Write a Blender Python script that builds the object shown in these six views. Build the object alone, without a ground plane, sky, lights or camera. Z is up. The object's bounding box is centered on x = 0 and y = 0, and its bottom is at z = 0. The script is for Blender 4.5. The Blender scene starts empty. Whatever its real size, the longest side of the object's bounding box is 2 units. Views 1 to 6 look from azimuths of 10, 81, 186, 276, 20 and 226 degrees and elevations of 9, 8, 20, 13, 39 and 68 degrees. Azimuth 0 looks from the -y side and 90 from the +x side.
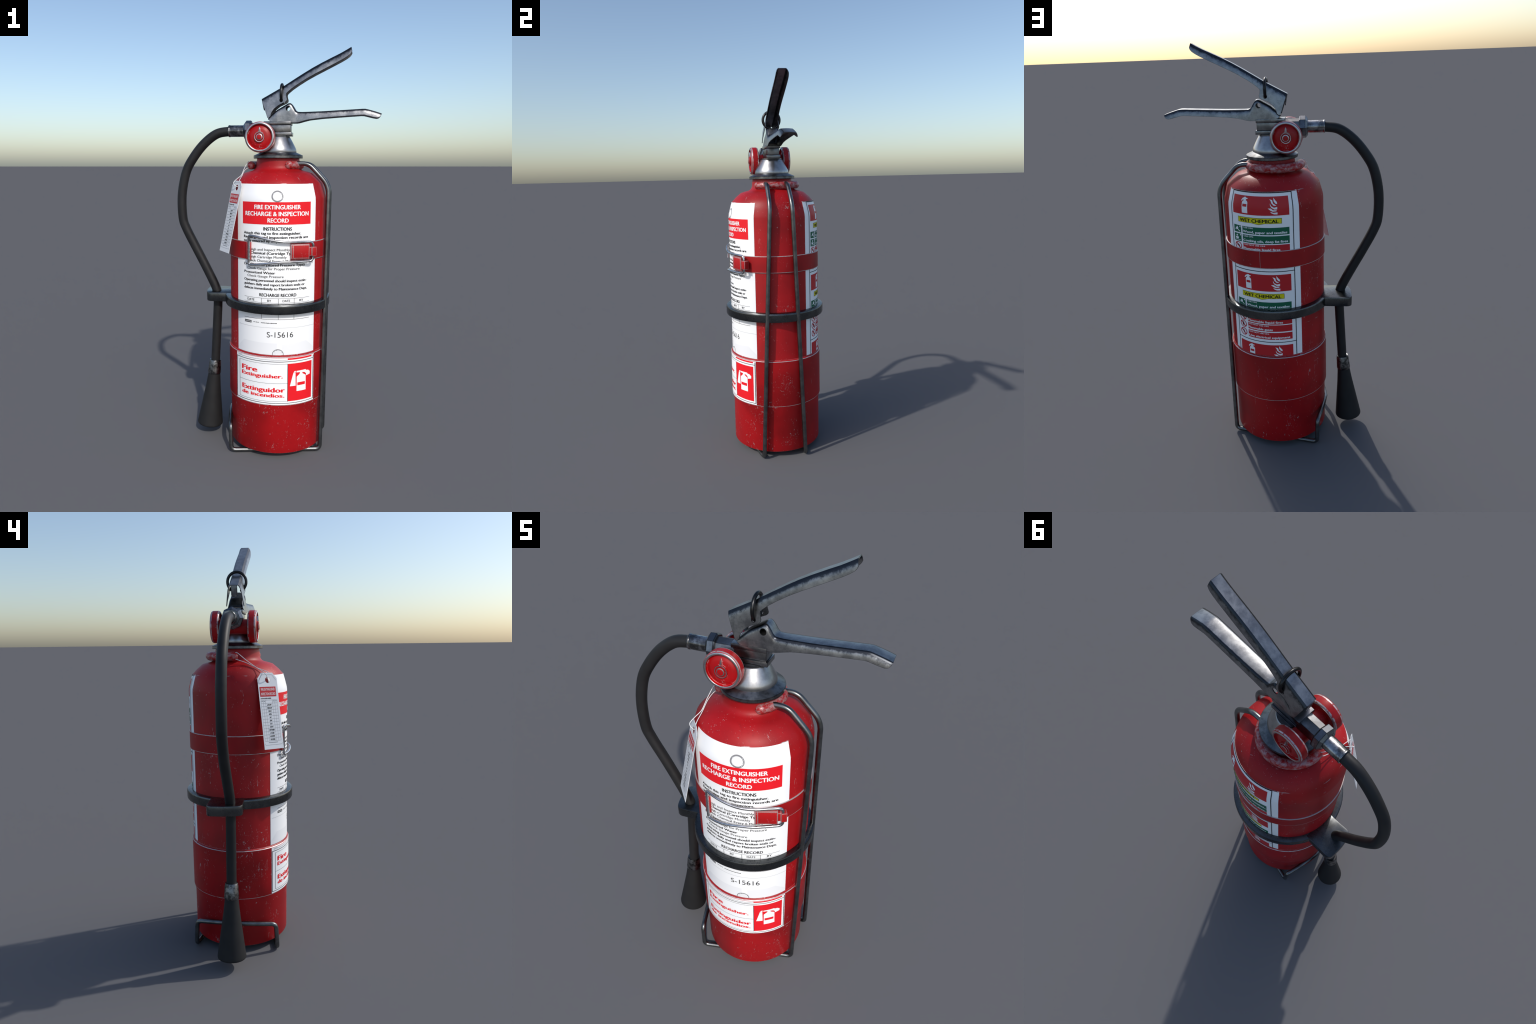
"""Worn red fire extinguisher with carrying frame, hose, labels and tag -- built part by part."""
import bpy, bmesh, math, random
from mathutils import Vector, Matrix
import numpy as np

random.seed(7)
CX = 0.016                       # axis of the tank (y = 0)
COL = bpy.context.scene.collection

# ------------------------------------------------------------------ materials
class Nodes:
    """small helper to write node trees as expressions"""
    def __init__(self, name):
        self.mat = bpy.data.materials.new(name)
        self.mat.use_nodes = True
        self.t = self.mat.node_tree
        self.bsdf = self.t.nodes["Principled BSDF"]
        self.tc = self.t.nodes.new("ShaderNodeTexCoord")
        self.obj = self.tc.outputs["Object"]

    def link(self, value, socket):
        if isinstance(value, bpy.types.NodeSocket):
            self.t.links.new(value, socket)
        else:
            socket.default_value = value

    def math(self, op, a, b=0.0, clamp=False):
        n = self.t.nodes.new("ShaderNodeMath"); n.operation = op; n.use_clamp = clamp
        self.link(a, n.inputs[0]); self.link(b, n.inputs[1])
        return n.outputs[0]

    def vmath(self, op, a, b=None):
        n = self.t.nodes.new("ShaderNodeVectorMath"); n.operation = op
        self.link(a, n.inputs[0])
        if b is not None:
            self.link(b, n.inputs[1])
        return n.outputs["Value"] if op in ("DOT_PRODUCT", "LENGTH") else n.outputs[0]

    def scaled(self, sx, sy, sz):
        n = self.t.nodes.new("ShaderNodeMapping")
        n.inputs["Scale"].default_value = (sx, sy, sz)
        self.t.links.new(self.obj, n.inputs["Vector"])
        return n.outputs[0]

    def noise(self, scale, detail=3.0, rough=0.6, vec=None, distort=0.0):
        n = self.t.nodes.new("ShaderNodeTexNoise")
        n.inputs["Scale"].default_value = scale
        n.inputs["Detail"].default_value = detail
        n.inputs["Roughness"].default_value = rough
        n.inputs["Distortion"].default_value = distort
        self.t.links.new(vec or self.obj, n.inputs["Vector"])
        return n.outputs["Fac"]

    def step(self, v, lo, hi):
        n = self.t.nodes.new("ShaderNodeMapRange"); n.interpolation_type = "SMOOTHSTEP"
        self.link(v, n.inputs[0]); self.link(lo, n.inputs[1]); self.link(hi, n.inputs[2])
        return n.outputs[0]

    def mix(self, f, a, b):
        n = self.t.nodes.new("ShaderNodeMix"); n.data_type = "RGBA"
        self.link(f, n.inputs["Factor"])
        for v, s in ((a, n.inputs[6]), (b, n.inputs[7])):
            self.link(v if isinstance(v, bpy.types.NodeSocket) else (*v, 1.0), s)
        return n.outputs[2]

    def normal(self):
        return self.t.nodes.new("ShaderNodeNewGeometry").outputs["Normal"]

    def edges(self, radius, lo=0.02, hi=0.12, samples=6):
        """1 on sharp edges: compare the rounded normal with the real one"""
        b = self.t.nodes.new("ShaderNodeBevel"); b.samples = samples
        b.inputs["Radius"].default_value = radius
        d = self.vmath("DOT_PRODUCT", b.outputs[0], self.normal())
        return self.step(self.math("SUBTRACT", 1.0, d), lo, hi)

    def xyz(self):
        n = self.t.nodes.new("ShaderNodeSeparateXYZ")
        self.t.links.new(self.obj, n.inputs[0])
        return n.outputs

    def band(self, v, centre, half):
        """1 near v == centre"""
        d = self.math("ABSOLUTE", self.math("SUBTRACT", v, centre))
        return self.math("SUBTRACT", 1.0, self.step(d, half * 0.5, half))

    def bump(self, h, strength, dist=0.001):
        n = self.t.nodes.new("ShaderNodeBump")
        n.inputs["Strength"].default_value = strength
        n.inputs["Distance"].default_value = dist
        self.t.links.new(h, n.inputs["Height"])
        self.t.links.new(n.outputs[0], self.bsdf.inputs["Normal"])

    def out(self, color=None, rough=None, metal=None, spec=None):
        for key, v in (("Base Color", color), ("Roughness", rough), ("Metallic", metal), ("Specular IOR Level", spec)):
            if v is not None:
                if isinstance(v, tuple):
                    v = (*v, 1.0)
                self.link(v, self.bsdf.inputs[key])
        return self.mat


def red_paint(name, base=(0.40, 0.004, 0.007), chips=0.0, edge=0.0, edge_radius=0.003, lines=(), rough=0.42,
              patch=0.0, rim=()):
    m = Nodes(name)
    big = m.noise(5.0, 2.0, 0.5)
    cluster = m.step(m.noise(8.0, 3.0, 0.6, m.scaled(1, 1, 0.8)), 0.46, 0.66)
    fine = m.noise(75.0, 4.0, 0.7, m.scaled(1, 1, 0.8), 0.6)
    mask = m.step(m.math("ADD", fine, m.math("MULTIPLY", cluster, 0.135)), 0.735 - chips, 0.80 - chips)
    mask = m.math("MULTIPLY", mask, 0.52)
    speck = m.noise(150.0, 3.0, 0.6, None, 0.3)                            # pin-head chips
    mask = m.math("MAXIMUM", mask, m.math("MULTIPLY", m.step(m.math("ADD", speck, m.math("MULTIPLY", cluster, 0.07)), 0.735 - chips, 0.775 - chips), 0.4))
    hair = m.noise(26.0, 2.0, 0.5, m.scaled(2.6, 2.6, 0.7), 2.2)            # thin scratches
    mask = m.math("MAXIMUM", mask, m.math("MULTIPLY", m.step(hair, 0.725 - chips, 0.76 - chips), 0.45))
    if patch:                                                             # paint rubbed off in blotches
        rub = m.noise(48.0, 5.0, 0.68, m.scaled(1, 1, 1.6), 0.2)
        mask = m.math("MAXIMUM", mask, m.math('MULTIPLY', m.step(rub, 0.44 - patch, 0.74 - patch), 0.6))
    if edge:
        e = m.edges(edge_radius, 0.008, 0.06)
        e = m.math("MULTIPLY", e, m.step(m.noise(30.0, 3.0, 0.6), 0.55 - edge, 0.62 - edge))
        mask = m.math("MAXIMUM", mask, e)
    z = m.xyz()[2]
    for zc, half, amount in lines:
        wob = m.math("ADD", z, m.math("MULTIPLY", m.math("SUBTRACT", m.noise(60.0, 2.0), 0.5), 0.003))
        l = m.math("MULTIPLY", m.band(wob, zc, half), m.step(m.noise(14.0 + 3 * zc, 3.0), 0.5 - amount, 0.64 - amount))
        mask = m.math("MAXIMUM", mask, l)
    for zc, half in rim:                                                  # worn tyre edges of the gauges
        p = m.xyz()
        rr = m.math("POWER", m.math("ADD", m.math("MULTIPLY", p[0], p[0]), m.math("MULTIPLY", p[1], p[1])), 0.5)
        l = m.math("MULTIPLY", m.band(z, zc, half), m.step(rr, 0.0670, 0.0690))
        mask = m.math("MAXIMUM", mask, m.math("MULTIPLY", l, m.step(m.noise(60.0, 4.0, 0.7), 0.34, 0.52)))
    dark = tuple(0.72 * c for c in base)
    col = m.mix(m.step(big, 0.35, 0.65), dark, base)
    grime = m.step(m.noise(40.0, 3.0, 0.7), 0.56, 0.75)
    col = m.mix(m.math("MULTIPLY", grime, 0.35), col, (base[0] * 0.55, 0.004, 0.006))
    col = m.mix(mask, col, (0.52, 0.47, 0.47))
    m.out(col, m.math("ADD", rough, m.math("MULTIPLY", big, 0.12)), m.math("MULTIPLY", mask, 0.55), 0.35)
    m.bump(m.math("SUBTRACT", 1.0, mask), 0.0 if patch else 0.22, 0.0005)
    return m.mat


def steel(name, base=0.55, rough=0.30, blotch=0.35, edge=0.0, tint=(1.0, 1.0, 1.02), radius=0.0025, metal=1.0, scale=14.0):
    m = Nodes(name)
    n = m.noise(scale, 5.0, 0.65)
    light = tuple(base * t for t in tint)
    dark = tuple(base * (1 - blotch) * t for t in tint)
    col = m.mix(m.step(n, 0.38, 0.62), dark, light)
    if edge:
        col = m.mix(m.math("MULTIPLY", m.edges(radius, 0.004, 0.035), edge), col, (0.012, 0.012, 0.014))
    m.out(col, m.math("ADD", rough - 0.06, m.math("MULTIPLY", m.noise(30.0, 4.0, 0.7), 0.14)), metal)
    m.bump(m.noise(260.0, 2.0, 0.5), 0.05, 0.0004)
    return m.mat


def lever_steel(name):
    """pressed steel: greyish faces, darker-coloured rounded shoulders and cut edges"""
    m = Nodes(name)
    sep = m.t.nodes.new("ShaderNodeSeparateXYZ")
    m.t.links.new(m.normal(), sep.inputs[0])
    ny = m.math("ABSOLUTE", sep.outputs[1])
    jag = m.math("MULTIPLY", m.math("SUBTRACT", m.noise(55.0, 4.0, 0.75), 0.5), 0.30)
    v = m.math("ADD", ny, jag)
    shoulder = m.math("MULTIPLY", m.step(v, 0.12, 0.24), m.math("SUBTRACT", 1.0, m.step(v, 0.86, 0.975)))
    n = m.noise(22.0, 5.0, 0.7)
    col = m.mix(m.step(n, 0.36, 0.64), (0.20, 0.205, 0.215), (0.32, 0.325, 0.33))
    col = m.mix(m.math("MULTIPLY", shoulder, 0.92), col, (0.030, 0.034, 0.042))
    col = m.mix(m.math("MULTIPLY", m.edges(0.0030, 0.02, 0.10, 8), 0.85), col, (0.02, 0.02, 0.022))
    m.out(col, m.math("ADD", 0.24, m.math("MULTIPLY", n, 0.22)), 1.0)
    return m.mat


def flat(name, color, rough=0.5, spec=0.3, vary=0.0):
    m = Nodes(name)
    col = color
    if vary:
        col = m.mix(m.step(m.noise(12.0, 4.0, 0.6), 0.35, 0.7), tuple(c * (1 - vary) for c in color), color)
    return m.out(col, rough, 0.0, spec)


def paper(name, base=(0.96, 0.965, 0.97)):
    m = Nodes(name)
    n = m.noise(9.0, 4.0, 0.6)
    col = m.mix(m.step(n, 0.3, 0.7), tuple(c * 0.985 for c in base), base)
    return m.out(col, 0.45, 0.0, 0.35)


def rubber(name, c=0.024, rough=0.55):
    m = Nodes(name)
    col = m.mix(m.step(m.noise(20.0, 4.0, 0.6), 0.35, 0.7), (c * 0.8, c * 0.8, c * 0.85), (c, c, c * 1.05))
    m.out(col, rough, 0.0, 0.3)
    m.bump(m.noise(320.0, 2.0, 0.5), 0.12, 0.0004)
    return m.mat


M = {
    "tank": red_paint("worn_red_paint", chips=0.022, edge=0.16, edge_radius=0.0022,
                      lines=((1.3640, 0.0016, -0.04), (0.2880, 0.0016, 0.24), (0.5335, 0.0019, 0.30), (0.029, 0.0015, 0.2), (0.700, 0.001, -0.06))),
    "strap": red_paint("strap_red_paint", base=(0.37, 0.005, 0.008), chips=-0.03, lines=((1.0914, 0.0026, 0.45), (1.0060, 0.0022, 0.30))),
    "latch": red_paint("latch_red_paint", base=(0.42, 0.006, 0.008), chips=0.03, edge=0.42, edge_radius=0.0040),
    "collar": red_paint("rubbed_red_paint", base=(0.42, 0.006, 0.008), chips=0.02, patch=0.055, rough=0.36),
    "gauge": red_paint("gauge_red_paint", base=(0.46, 0.005, 0.008), chips=0.012, edge=0.02, edge_radius=0.0030, rough=0.34, rim=((0.0135, 0.0035), (-0.0165, 0.0035))),
    "cone": steel("brushed_cone_steel", 0.44, 0.33, 0.28),
    "head": steel("valve_head_steel", 0.27, 0.30, 0.40, 0.95, radius=0.0035),
    "nut": steel("nut_steel", 0.26, 0.28, 0.40, 0.97, (0.95, 1.0, 1.08), radius=0.004),
    "fitting": steel("hose_fitting_steel", 0.42, 0.26, 0.75, 0.6, scale=26.0),
    "flange": steel("flange_steel", 0.20, 0.34, 0.45, 0.95, (0.96, 1.0, 1.04), radius=0.0045, scale=30.0),
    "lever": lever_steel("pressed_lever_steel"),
    "wire": steel("dark_frame_steel", 0.22, 0.33, 0.35, tint=(0.97, 1.0, 1.0)),
    "band": steel("band_steel", 0.12, 0.27, 0.25, tint=(0.95, 1.0, 1.03)),
    "buckle": steel("bright_wire_steel", 0.66, 0.22, 0.35),
    "ring": steel("black_ring_steel", 0.05, 0.32, 0.3),
    "silver": steel("bare_silver_metal", 0.55, 0.33, 0.25),
    "collar_metal": steel("aged_collar_metal", 0.25, 0.34, 0.8, 0.7, scale=40.0),
    "hose": rubber("hose_rubber", 0.019, 0.5),
    "horn": rubber("horn_rubber", 0.016, 0.62),
    "white": paper("white_label_paper"),
    "tagcard": paper("tag_card", (0.80, 0.81, 0.83)),
    "bright_red": flat("printed_red", (0.86, 0.013, 0.022), 0.42, 0.35, 0.06),
    "print_red": flat("printed_dull_red", (0.55, 0.018, 0.025), 0.42, 0.35),
    "ink": flat("printed_black_ink", (0.010, 0.010, 0.011), 0.5, 0.15),
    "grey_ink": flat("printed_grey_ink", (0.24, 0.24, 0.25), 0.5),
    "fold_shade": flat("label_fold_shade", (0.885, 0.89, 0.905), 0.45),
    "eyelet": flat("eyelet_shade", (0.82, 0.825, 0.84), 0.45),
    "pale_ink": flat("printed_pale_grey", (0.62, 0.63, 0.64), 0.5),
    "yellow": flat("printed_yellow", (0.78, 0.70, 0.012), 0.45),
    "green": flat("printed_green", (0.008, 0.13, 0.065), 0.45),
    "string": flat("white_string", (0.70, 0.70, 0.70), 0.7),
}

# ------------------------------------------------------------------ objects
ROOT = bpy.data.objects.new("fire_extinguisher", None)
COL.objects.link(ROOT)
ROOT.empty_display_size = 0.2
ROOT["label"] = "worn red fire extinguisher with hose, labels and wire carrying frame"
ROOT["category"] = "fire extinguisher"


def add(name, me, mat=None, parent=ROOT, sharp=35.0, kind=None):
    if mat is not None:
        me.materials.clear()
        me.materials.append(mat)
    if len(me.polygons):
        me.polygons.foreach_set("use_smooth", [True] * len(me.polygons))
        me.set_sharp_from_angle(angle=math.radians(sharp))
    me.update()
    ob = bpy.data.objects.new(name, me)
    COL.objects.link(ob)
    ob.parent = parent
    if kind:
        ob["kind"] = kind
    return ob


def mesh(name, verts, faces):
    me = bpy.data.meshes.new(name)
    me.from_pydata([tuple(v) for v in verts], [], faces)
    bm = bmesh.new(); bm.from_mesh(me)
    bmesh.ops.remove_doubles(bm, verts=bm.verts, dist=1e-6)
    bmesh.ops.recalc_face_normals(bm, faces=bm.faces)
    bm.to_mesh(me); bm.free()
    return me


def revolve(name, profile, seg=96, matrix=None, closed=False, span=None):
    """turn a (radius, height) profile about z; span=(a0,a1) degrees gives a capped sector"""
    full = span is None
    a0, a1 = (0, 360) if full else span
    n = seg if full else seg + 1
    verts, faces, k = [], [], len(profile)
    for i in range(n):
        a = math.radians(a0 + (a1 - a0) * i / seg)
        for r, z in profile:
            verts.append(Vector((r * math.sin(a), -r * math.cos(a), z)))
    ring = k if closed else k - 1
    for i in range(seg):
        i2 = (i + 1) % n
        for j in range(ring):
            j2 = (j + 1) % k
            faces.append((i * k + j, i2 * k + j, i2 * k + j2, i * k + j2))
    if not full and closed:
        faces.append(tuple(range(k)))
        faces.append(tuple(range((n - 1) * k, n * k)))
    if matrix is not None:
        verts = [matrix @ v for v in verts]
    me = mesh(name, verts, faces)
    bm = bmesh.new(); bm.from_mesh(me)                       # zero-radius profile ends leave slivers
    bmesh.ops.dissolve_degenerate(bm, dist=1e-7, edges=bm.edges)
    bm.to_mesh(me); bm.free()
    return me


AXIS = Matrix.Translation((CX, 0, 0))


def fillet(points, radii, steps=7):
    """round the corners of a polyline"""
    pts = [Vector(p) for p in points]
    out = [pts[0]]
    for i in range(1, len(pts) - 1):
        r = radii[i - 1] if isinstance(radii, (list, tuple)) else radii
        a, b = (pts[i - 1] - pts[i]), (pts[i + 1] - pts[i])
        d = min(r, a.length * 0.49, b.length * 0.49)
        p, q = pts[i] + a.normalized() * d, pts[i] + b.normalized() * d
        for s in range(steps + 1):
            t = s / steps
            out.append(p.lerp(pts[i], t).lerp(pts[i].lerp(q, t), t))
    out.append(pts[-1])
    return out


def spline(points, per=10, closed=False):
    """Catmull-Rom through points"""
    P = [Vector(p) for p in points]
    if closed:
        P = [P[-1]] + P + P[:2]
    else:
        P = [P[0] * 2 - P[1]] + P + [P[-1] * 2 - P[-2]]
    out = []
    for i in range(1, len(P) - 2):
        p0, p1, p2, p3 = P[i - 1:i + 3]
        for s in range(per):
            t = s / per
            out.append(0.5 * ((2 * p1) + (p2 - p0) * t + (2 * p0 - 5 * p1 + 4 * p2 - p3) * t * t + (3 * p1 - p0 - 3 * p2 + p3) * t ** 3))
    if not closed:
        out.append(P[-2])
    return out


def tube(name, path, radius, seg=16, closed=False, round_ends=False):
    path = [Vector(p) for p in path]
    rad = radius if isinstance(radius, list) else [radius] * len(path)
    if round_ends and not closed:                            # hemispherical caps
        def cap(p, d, r):
            return [(p + d * r * math.sin(a), r * math.cos(a)) for a in (0.4, 0.8, 1.15, 1.4)]
        d0, d1 = (path[0] - path[1]).normalized(), (path[-1] - path[-2]).normalized()
        c0, c1 = cap(path[0], d0, rad[0])[::-1], cap(path[-1], d1, rad[-1])
        path = [p for p, _ in c0] + path + [p for p, _ in c1]
        rad = [r for _, r in c0] + rad + [r for _, r in c1]
    n = len(path)
    tang = []
    for i in range(n):
        a = path[(i - 1) % n] if closed or i else path[0]
        b = path[(i + 1) % n] if closed or i < n - 1 else path[-1]
        tang.append((b - a).normalized())
    up = Vector((0.13, 0.2, 1.0)) if abs(tang[0].z) < 0.9 else Vector((1.0, 0.2, 0.1))
    u = (up - tang[0] * up.dot(tang[0])).normalized()
    verts, faces = [], []
    for i in range(n):
        u = (u - tang[i] * u.dot(tang[i])).normalized()
        v = tang[i].cross(u)
        for k in range(seg):
            a = 2 * math.pi * k / seg
            verts.append(path[i] + (u * math.cos(a) + v * math.sin(a)) * rad[i])
    for i in range(n if closed else n - 1):
        j = (i + 1) % n
        off = 0
        if closed and j == 0:                                # match the twist where the loop closes
            off = min(range(seg), key=lambda o: (verts[i * seg] - verts[o]).length)
        for k in range(seg):
            k2 = (k + 1) % seg
            faces.append((i * seg + k, i * seg + k2, j * seg + (k2 + off) % seg, j * seg + (k + off) % seg))
    if not closed:
        faces.append(tuple(range(seg)))
        faces.append(tuple(range((n - 1) * seg, n * seg)))
    return mesh(name, verts, faces)


def box(name, x, y, z, bevel=0.002, matrix=None, segs=2):
    bm = bmesh.new()
    bmesh.ops.create_cube(bm, size=1.0)
    for v in bm.verts:
        v.co = Vector((x[0] + (v.co.x + .5) * (x[1] - x[0]), y[0] + (v.co.y + .5) * (y[1] - y[0]), z[0] + (v.co.z + .5) * (z[1] - z[0])))
    if bevel:
        bmesh.ops.bevel(bm, geom=bm.edges[:], offset=bevel, segments=segs, profile=0.5, affect="EDGES")
    if matrix is not None:
        bmesh.ops.transform(bm, matrix=matrix, verts=bm.verts)
    me = bpy.data.meshes.new(name); bm.to_mesh(me); bm.free()
    return me


def prism(name, outline, h0, h1, bevel=0.0, matrix=None, segs=2):
    """extrude a closed xy outline from height h0 to h1"""
    bm = bmesh.new()
    vs = [bm.verts.new((p[0], p[1], h0)) for p in outline]
    f = bm.faces.new(vs)
    ext = bmesh.ops.extrude_face_region(bm, geom=[f])
    bmesh.ops.translate(bm, vec=(0, 0, h1 - h0), verts=[e for e in ext["geom"] if isinstance(e, bmesh.types.BMVert)])
    bmesh.ops.recalc_face_normals(bm, faces=bm.faces)
    if bevel:
        rim = [e for e in bm.edges if abs(e.verts[0].co.z - e.verts[1].co.z) < 1e-6]
        bmesh.ops.bevel(bm, geom=rim, offset=bevel, segments=segs, profile=0.5, affect="EDGES")
    if matrix is not None:
        bmesh.ops.transform(bm, matrix=matrix, verts=bm.verts)
    me = bpy.data.meshes.new(name); bm.to_mesh(me); bm.free()
    return me


def join(name, *meshes):
    bm = bmesh.new()
    for me in meshes:
        bm.from_mesh(me)
    out = bpy.data.meshes.new(name)
    bm.to_mesh(out); bm.free()
    for me in meshes:
        bpy.data.meshes.remove(me)
    return out


def modified(me, setup):
    """apply modifiers to a mesh and return the result"""
    ob = bpy.data.objects.new("tmp", me)
    COL.objects.link(ob)
    helpers = setup(ob) or []
    dg = bpy.context.evaluated_depsgraph_get(); dg.update()
    out = bpy.data.meshes.new_from_object(ob.evaluated_get(dg))
    for o in [ob] + helpers:
        bpy.data.objects.remove(o)
    return out


# ------------------------------------------------------------------ tank
# (height, radius) of the outer skin, bottom to top
SKIN = [(0.0280, 0.2340), (0.0300, 0.2375), (0.0340, 0.2395), (0.2580, 0.2400), (0.2880, 0.2485), (0.5330, 0.2487), (0.5400, 0.2410), (0.5440, 0.2400),
        (1.2850, 0.2402), (1.3000, 0.2390), (1.3310, 0.2306), (1.3635, 0.2215), (1.3880, 0.1985), (1.4110, 0.1715), (1.4180, 0.1500), (1.4230, 0.1290),
        (1.4290, 0.1180), (1.4370, 0.1120), (1.4480, 0.1088), (1.4650, 0.1080), (1.4780, 0.1060), (1.4835, 0.1050)]
SZ = [s[0] for s in SKIN]; SR = [s[1] for s in SKIN]


def skin(z):
    return float(np.interp(z, SZ, SR))


profile = [(0.0, 0.034), (0.20, 0.034), (0.222, 0.0285)] + [(r, z) for z, r in SKIN] + [(0.09, 1.484)]
tank = add("tank", revolve("tank", profile, 144, AXIS), M["tank"], sharp=33)

# neck collar: a thick open ring around the neck
RC = Vector((0.002, 0.008, 1.4495))
arc = [RC + Vector((0.123 * math.sin(math.radians(a)), -0.123 * math.cos(math.radians(a)), 0)) for a in np.linspace(39.5, 274, 64)]
add("neck_ring", tube("neck_ring", arc, 0.0205, 20, round_ends=True), M["collar"], sharp=60)

# ------------------------------------------------------------------ carrying frame
half = [(-0.228, 0.0, 0.157), (-0.214, -0.10, 0.151), (-0.1905, -0.199, 0.142), (-0.187, -0.206, 0.0112), (0.2565, -0.1125, 0.0112),
        (0.2715, -0.0570, 1.353), (0.174, -0.0540, 1.4575), (0.112, -0.0530, 1.4575)]
side = fillet(half, [0.08, 0.026, 0.024, 0.024, 0.045, 0.040])
loop = [Vector((p.x, -p.y, p.z)) for p in reversed(side)] + side[1:]
frame = add("carrying_frame", tube("carrying_frame", loop, 0.0112, 14), M["wire"], sharp=60)

# retaining band with the hose bracket
prof = [(0.2385, 0.7490), (0.2600, 0.7482), (0.2655, 0.7500), (0.2680, 0.7545), (0.2684, 0.7600), (0.2684, 0.7860), (0.2680, 0.7912), (0.2655, 0.7955),
        (0.2600, 0.7972), (0.2385, 0.7972)]
band = add("retaining_band", revolve("retaining_band", prof, 128, AXIS, closed=True), M["band"], sharp=40)
plate = fillet([(-0.21, -0.056, 0), (-0.250, -0.0565, 0), (-0.344, -0.0610, 0), (-0.3625, 0.000, 0), (-0.3655, 0.105, 0), (-0.250, 0.104, 0), (-0.21, 0.103, 0)],
               [0.01, 0.026, 0.03, 0.03, 0.01], 5)
add("hose_bracket", prism("hose_bracket", [p.xy for p in plate], 0.7500, 0.7985, 0.0045), M["band"], parent=band, sharp=40)

# ------------------------------------------------------------------ strap and latch
prof = [(0.2396, 1.0050), (0.2436, 1.0050), (0.2446, 1.0060), (0.2446, 1.0915), (0.2436, 1.0925), (0.2396, 1.0925)]
strap = add("strap", revolve("strap", prof, 120, AXIS, closed=True, span=(22.8, 333.5)), M["strap"], sharp=30)
prof = [(0.2440, 1.0056), (0.24495, 1.0056), (0.24495, 1.0918), (0.2440, 1.0918)]
add("strap_seam", revolve("strap_seam", prof, 1, AXIS, closed=True, span=(168.4, 168.75)), M["silver"], parent=strap)

wire = fillet([(-0.0890, -0.2310, 1.055), (-0.0890, -0.2310, 1.1240), (-0.040, -0.2520, 1.1185), (0.012, -0.2565, 1.1060), (0.060, -0.2530, 1.0975), (0.112, -0.2400, 1.0955),
               (0.2130, -0.1885, 1.0945), (0.2130, -0.1885, 1.0025), (0.112, -0.2400, 1.0015), (0.060, -0.2520, 1.0010), (0.012, -0.2560, 0.9950),
               (-0.040, -0.2500, 0.9870), (-0.0890, -0.2310, 0.9830), (-0.0890, -0.2310, 1.055)],
              [0.012, 0.03, 0.03, 0.03, 0.03, 0.022, 0.022, 0.03, 0.03, 0.03, 0.03, 0.012], 6)[:-1]
add("latch_wire", tube("latch_wire", wire, 0.0060, 12, closed=True), M["buckle"], parent=strap, sharp=60)


def at_angle(phi, r, z):
    """frame at a point of the tank side: x along the girth, y outward, z up"""
    a = math.radians(phi)
    out = Vector((math.sin(a), -math.cos(a), 0)); tan = Vector((math.cos(a), math.sin(a), 0))
    m = Matrix((tan, out, Vector((0, 0, 1)))).transposed().to_4x4()
    return Matrix.Translation(Vector((CX, 0, z)) + out * r) @ m


g = at_angle(-25.0, 0.2445, 1.0475)
add("strap_loop", join("strap_loop",
                       box("a", (-0.0125, -0.0030), (-0.003, 0.0100), (-0.0425, 0.0430), 0.003, g),
                       box("b", (0.0030, 0.0098), (-0.004, 0.0080), (-0.0435, 0.0440), 0.0025, g)), M["latch"], parent=strap)
a, b = Vector((0.112, -0.2345, 0)), Vector((0.197, -0.2035, 0))
tan = (b - a).normalized(); out = Vector((tan.y, -tan.x, 0))
g = Matrix.Translation(Vector((a.x, a.y, 1.0495))) @ Matrix((tan, out, Vector((0, 0, 1)))).transposed().to_4x4()
L = (b - a).length
add("latch_plate", join("latch_plate",
                        box("a", (0.0, L), (-0.010, -0.001), (-0.0350, 0.0355), 0.0012, g),
                        box("b", (0.010, L - 0.002), (-0.002, 0.0025), (-0.0300, 0.0315), 0.0025, g),
                        box("c", (0.004, 0.0125), (-0.004, 0.0045), (-0.0325, 0.0330), 0.002, g)), M["latch"], parent=strap)
a, b = Vector((0.1785, -0.2060, 0)), Vector((0.2250, -0.1790, 0))
tan = (b - a).normalized(); out = Vector((tan.y, -tan.x, 0))
g = Matrix.Translation(Vector((a.x, a.y, 1.0480))) @ Matrix((tan, out, Vector((0, 0, 1)))).transposed().to_4x4()
L = (b - a).length
add("latch_hook", join("latch_hook",
                       box("a", (0.0, L * 0.62), (-0.012, 0.0035), (-0.0205, 0.0215), 0.003, g),
                       box("b", (L * 0.56, L), (-0.018, 0.0105), (-0.0220, 0.0225), 0.003, g)), M["latch"], parent=strap)

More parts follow.
